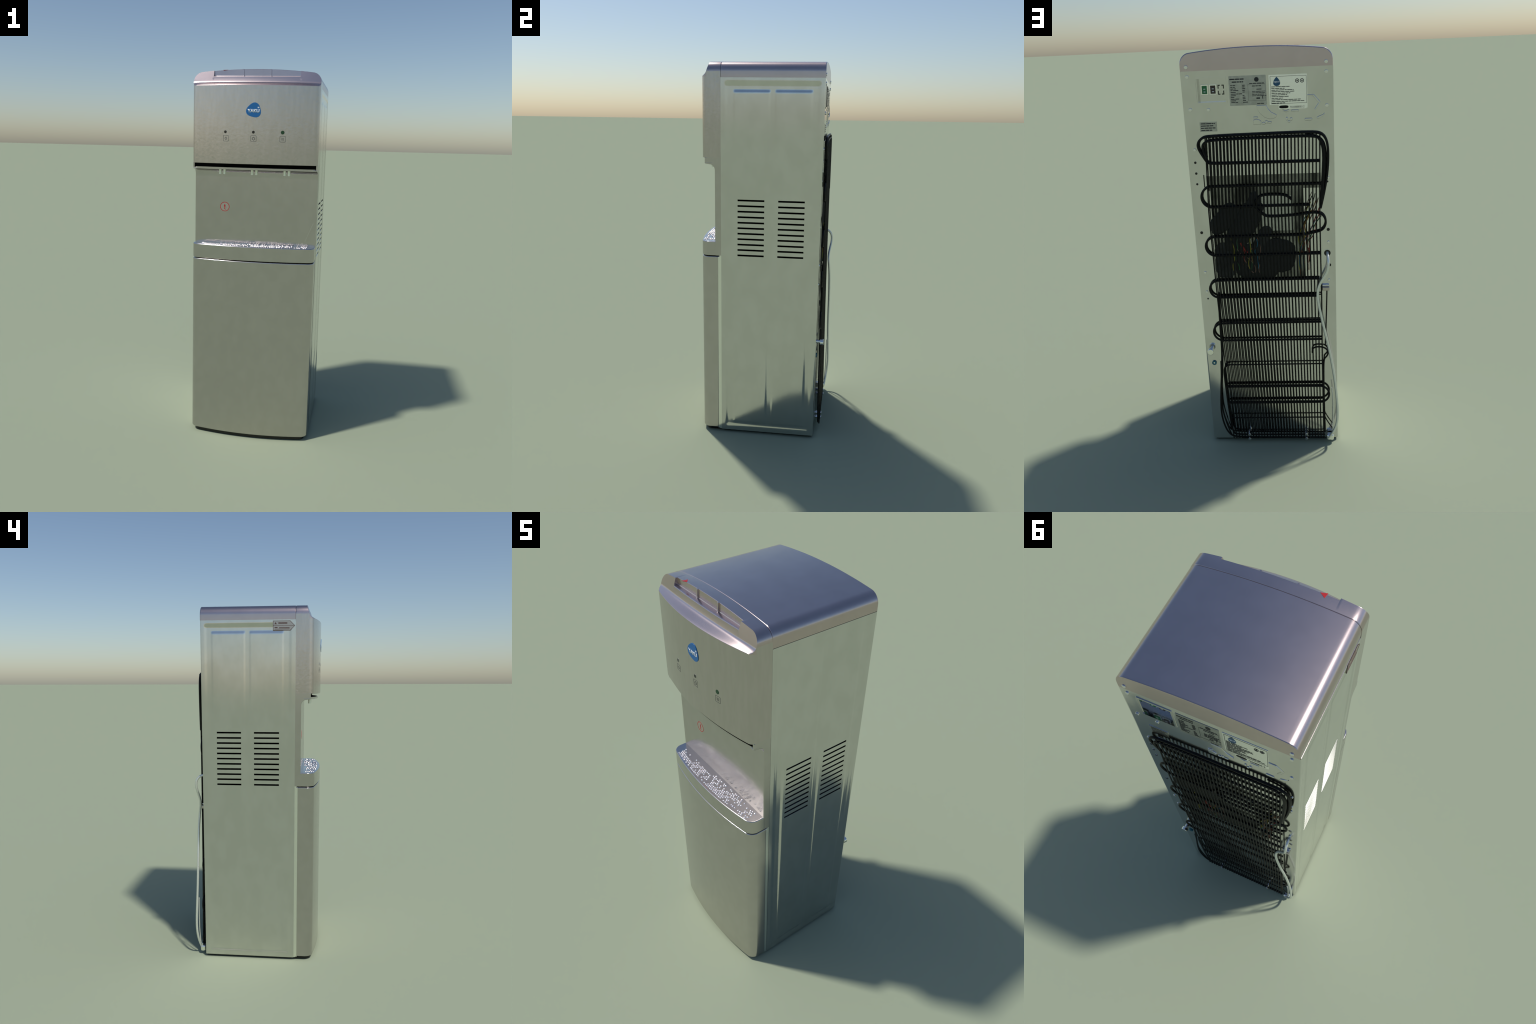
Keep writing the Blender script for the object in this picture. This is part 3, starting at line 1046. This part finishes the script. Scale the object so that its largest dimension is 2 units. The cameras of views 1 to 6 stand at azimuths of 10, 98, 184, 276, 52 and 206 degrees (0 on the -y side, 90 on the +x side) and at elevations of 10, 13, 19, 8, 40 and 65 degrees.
# white instruction sticker
lab = plate("instruction_label", [(-0.215, 1.735), (-0.215, 1.878), (-0.049, 1.878), (-0.049, 1.752), (-0.088, 1.752), (-0.088, 1.732), (-0.205, 1.732)], B, 0.0015, WHITELAB, back)
ring("label_rule", rect(-0.2125, -0.055, 1.7555, 1.8715), rect(-0.2112, -0.0563, 1.7568, 1.8702), B, 0.0020, INK, lab)
dp = []
for q in range(36):
    a = 2 * math.pi * q / 36
    s = math.sin(a)
    dp.append((-0.0835 + 0.0195 * s * (0.5 - 0.5 * math.cos(a)) ** 0.45, 1.8500 + 0.0195 * math.cos(a)))
dr = plate("drop_logo", dp, B, 0.0021, DROPBLUE, lab)
text("logo_lettering", "agua", -0.0835, 1.8475, 0.026, 0.0085, on_back(0.002), 0.0006, WHITE, dr, mirror=True)
for x in (-0.1725, -0.1935):
    ring("care_symbol", disc(x, 1.8500, 0.0088), disc(x, 1.8500, 0.0058), B, 0.0021, INK, lab)
    plate("care_symbol_dot", disc(x, 1.8500, 0.0032), B, 0.0021, INK, lab)
pcs = text_lines(lab, -0.0590, 1.8275, 0.0069, [0.080, 0.058, 0.097, 0.100, 0.082, 0.068, 0.077, 0.050, 0.132, 0.142, 0.058], B, INK, thick=0.0029)
join_stuff("label_print", pcs, lab)
bl = []
for q in range(28):
    a = 2 * math.pi * q / 28
    bl.append((-0.1105 + 0.0205 * math.copysign(abs(math.cos(a)) ** .6, math.cos(a)), 1.7415 + 0.0062 * math.copysign(abs(math.sin(a)) ** .7, math.sin(a))))
plate("marker_blot", bl, B, 0.0022, BLACK, lab)
text("serial_number", "70208880012", -0.1690, 1.7400, 0.064, 0.0085, on_back(0.0014), 0.0006, INK, lab, mirror=True)

# small sticker by the grille
lab = plate("caution_label", rect(0.191, 0.269, 1.632, 1.690), B, 0.0013, STEEL, back)
plate("caution_field", rect(0.1915, 0.2685, 1.646, 1.6885), B, 0.0017, GREYLAB, lab)
pcs = text_lines(lab, 0.2635, 1.681, 0.0097, [0.064, 0.058, 0.065, 0.050], B, INK, thick=0.0042, h=0.0022)
join_stuff("label_print", pcs, lab)

# pressed relief in the sheet
for k, pts in enumerate((
    [(0.010, 1.753), (-0.034, 1.753), (-0.040, 1.738), (-0.054, 1.722), (-0.078, 1.709), (-0.076, 1.699), (-0.062, 1.692), (-0.045, 1.691), (-0.025, 1.698), (-0.005, 1.715), (0.007, 1.735)],
    [(-0.214, 1.791), (-0.243, 1.791), (-0.272, 1.757), (-0.262, 1.738), (-0.247, 1.723), (-0.244, 1.727), (-0.262, 1.753), (-0.238, 1.784), (-0.214, 1.784)],
    round_rect(-0.234, -0.200, 1.679, 1.690, 0.005),
    [(-0.256, 1.694), (-0.268, 1.699), (-0.282, 1.704), (-0.287, 1.711), (-0.290, 1.706), (-0.284, 1.697), (-0.274, 1.690), (-0.260, 1.684), (-0.253, 1.687)],
    [(0.028, 1.668), (0.028, 1.690), (0.012, 1.694), (0.000, 1.690), (-0.008, 1.683), (-0.006, 1.668)],
    disc(-0.018, 1.674, 0.008, 14, 0.006), disc(-0.031, 1.679, 0.007, 14, 0.008), disc(-0.045, 1.677, 0.010, 14, 0.005),
    disc(-0.122, 1.690, 0.0055, 14, 0.008), disc(-0.141, 1.688, 0.0065, 14, 0.007), disc(-0.131, 1.677, 0.006, 14, 0.005),
    round_rect(0.006, 0.027, 1.697, 1.704, 0.003),
    [(-0.104, 1.731), (-0.118, 1.726), (-0.134, 1.731), (-0.132, 1.722), (-0.119, 1.718), (-0.107, 1.723)],
    round_rect(-0.176, -0.142, 1.719, 1.728, 0.004))):
    plate("pressed_relief", pts, B, 0.0032, STEEL, back, bw=0.0024)

# screws
for x, z in ((0.308, 1.924), (-0.299, 1.924)):
    v, f = extrude_outline(disc(x, z, 0.0085, 20), lambda u, w, d: (u, d, w), 0.298, 0.3060)
    bevel(link("screw", mesh("screw", v, f), CHROME, lid_ob), 0.002, 2)
for x, z, r in ((0.307, 1.883, .008), (-0.299, 1.883, .008), (-0.299, 1.741, .008), (0.305, 1.743, .008), (0.224, 1.741, .0075),
                (0.301, 1.566, .007), (-0.296, 1.110, .007), (-0.296, 0.917, .0065), (0.304, 0.970, .007), (0.304, 0.868, .006),
                (-0.301, 1.565, .006), (-0.301, 1.470, .006), (-0.3, 1.42, .006)):
    v, f = extrude_outline(disc(x, z, r, 20), lambda u, w, d: (u, d + back_y(z), w), -0.001, 0.0038)
    bevel(link("screw", mesh("screw", v, f), CHROME, back), 0.0016, 2)
for x, z, r in ((0.304, 1.508, .006), (0.304, 1.458, .006), (0.304, 1.408, .0055), (0.304, 1.173, .0075), (-0.296, 1.173, .008), (-0.296, 1.402, .005),
                (-0.300, 0.995, .008), (0.302, 0.831, .0045), (-0.290, 1.056, .0165)):
    ring("hole_rim", disc(x, z, r * 1.12), disc(x, z, r * .95), B, 0.0012, STEEL, back)
    plate("hole_spot", disc(x, z, r), B, 0.0006, DARK, back)  # flat black disc stands in for a hole; the sheet stays uncut
plate("slot_patch", rect(0.268, 0.273, 1.392, 1.450), B, 0.0008, DARK, back)  # black strip laid on the sheet in place of a slot

# water inlet knob and teal plug
kn = []
v, f = extrude_outline(disc(0.3055, 0.553, 0.0095, 24), lambda u, w, d: (u, d, w), Y_BACK - .002, 0.318)
bevel(link("inlet_stem", mesh("inlet_stem", v, f), CHROME, back), 0.001, 2)
v, f = extrude_outline(disc(0.3075, 0.5515, 0.0165, 28), lambda u, w, d: (u, d, w), 0.316, 0.3345)
bevel(link("inlet_cap", mesh("inlet_cap", v, f), PALE, back), 0.0025, 2)
ring("drain_plug", disc(0.299, 0.472, 0.0120), disc(0.299, 0.472, 0.0042), B, 0.005, TEAL, back)
plate("drain_plug_core", disc(0.299, 0.472, 0.0044), B, 0.004, PALE, back)

# ------------------------------------------------------------------ power cable
cab = tube("power_cable", [(-0.289, 0.285, 1.060), (-0.290, 0.310, 1.058), (-0.292, 0.334, 1.045), (-0.294, 0.3460, 1.012), (-0.288, 0.342, 0.975),
                           (-0.266, 0.334, 0.938), (-0.246, 0.328, 0.900), (-0.238, 0.332, 0.862), (-0.240, 0.336, 0.825), (-0.250, 0.3395, 0.765),
                           (-0.268, 0.3405, 0.670), (-0.289, 0.3395, 0.575), (-0.306, 0.339, 0.465), (-0.317, 0.340, 0.384), (-0.327, 0.344, 0.266),
                           (-0.3295, 0.3460, 0.185), (-0.323, 0.342, 0.115), (-0.300, 0.334, 0.065), (-0.280, 0.327, 0.030)], 0.0066, CABLE, root)
tube("cable_tail", [(-0.300, 0.335, 0.34), (-0.306, 0.335, 0.30), (-0.305, 0.335, 0.20), (-0.304, 0.332, 0.10), (-0.298, 0.327, 0.06)], 0.003, CABLE, cab)
tube("earth_lead", [(-0.285, 0.303, 0.87), (-0.282, 0.304, 0.78), (-0.278, 0.304, 0.68), (-0.272, 0.306, 0.57)], 0.003, BLACK, cab)
box("cable_clip", -0.297, -0.262, Y_BACK - 0.002, 0.313, 0.866, 0.884, TANLAB, 0.003, cab)
box("cable_clip", -0.296, -0.262, Y_BACK - 0.002, 0.309, 0.889, 0.897, CHROME, 0.003, cab)
plug = box("plug", -0.308, -0.268, 0.300, 0.330, 0.014, 0.050, PALE, 0.010, cab)
tube("plug_pin", [(-0.300, 0.318, 0.045), (-0.300, 0.318, 0.062)], 0.004, CHROME, cab, kind="POLY")

# ------------------------------------------------------------------ pointed caution sticker on the left side
L = on_left_side
arrow = [(-0.0933, 1.9005), (-0.0933, 1.8490), (-0.186, 1.8490), (-0.2115, 1.8745), (-0.186, 1.9005)]
st = plate("arrow_label", arrow, L, 0.0008, TANLAB, cabinet, base=-0.004)
ring("arrow_border", arrow, [(-0.0955, 1.8983), (-0.0955, 1.8512), (-0.185, 1.8512), (-0.2083, 1.8745), (-0.185, 1.8983)], L, 0.0013, BROWNINK, st)
plate("arrow_rule", rect(-0.206, -0.094, 1.8737, 1.8757), L, 0.0013, BROWNINK, st)
plate("arrow_print", [(-0.101, 1.882), (-0.114, 1.882), (-0.1075, 1.894)], L, 0.0013, BROWNINK, st)
for a, b, z0, z1 in ((-0.170, -0.122, 1.8845, 1.8915), (-0.182, -0.126, 1.861, 1.8655), (-0.118, -0.102, 1.862, 1.8675), (-0.182, -0.102, 1.8555, 1.858)):
    plate("arrow_print", rect(a, b, z0, z1), L, 0.0013, BROWNINK, st)

# ------------------------------------------------------------------ keep the tree at thing > part > sub-part
for ob in list(cabinet.children):
    ob.parent = root
bpy.data.objects.remove(cabinet)


def depth(ob):
    return 0 if ob.parent is None else 1 + depth(ob.parent)


for ob in list(bpy.data.objects):
    while depth(ob) > 2:
        ob.parent = ob.parent.parent
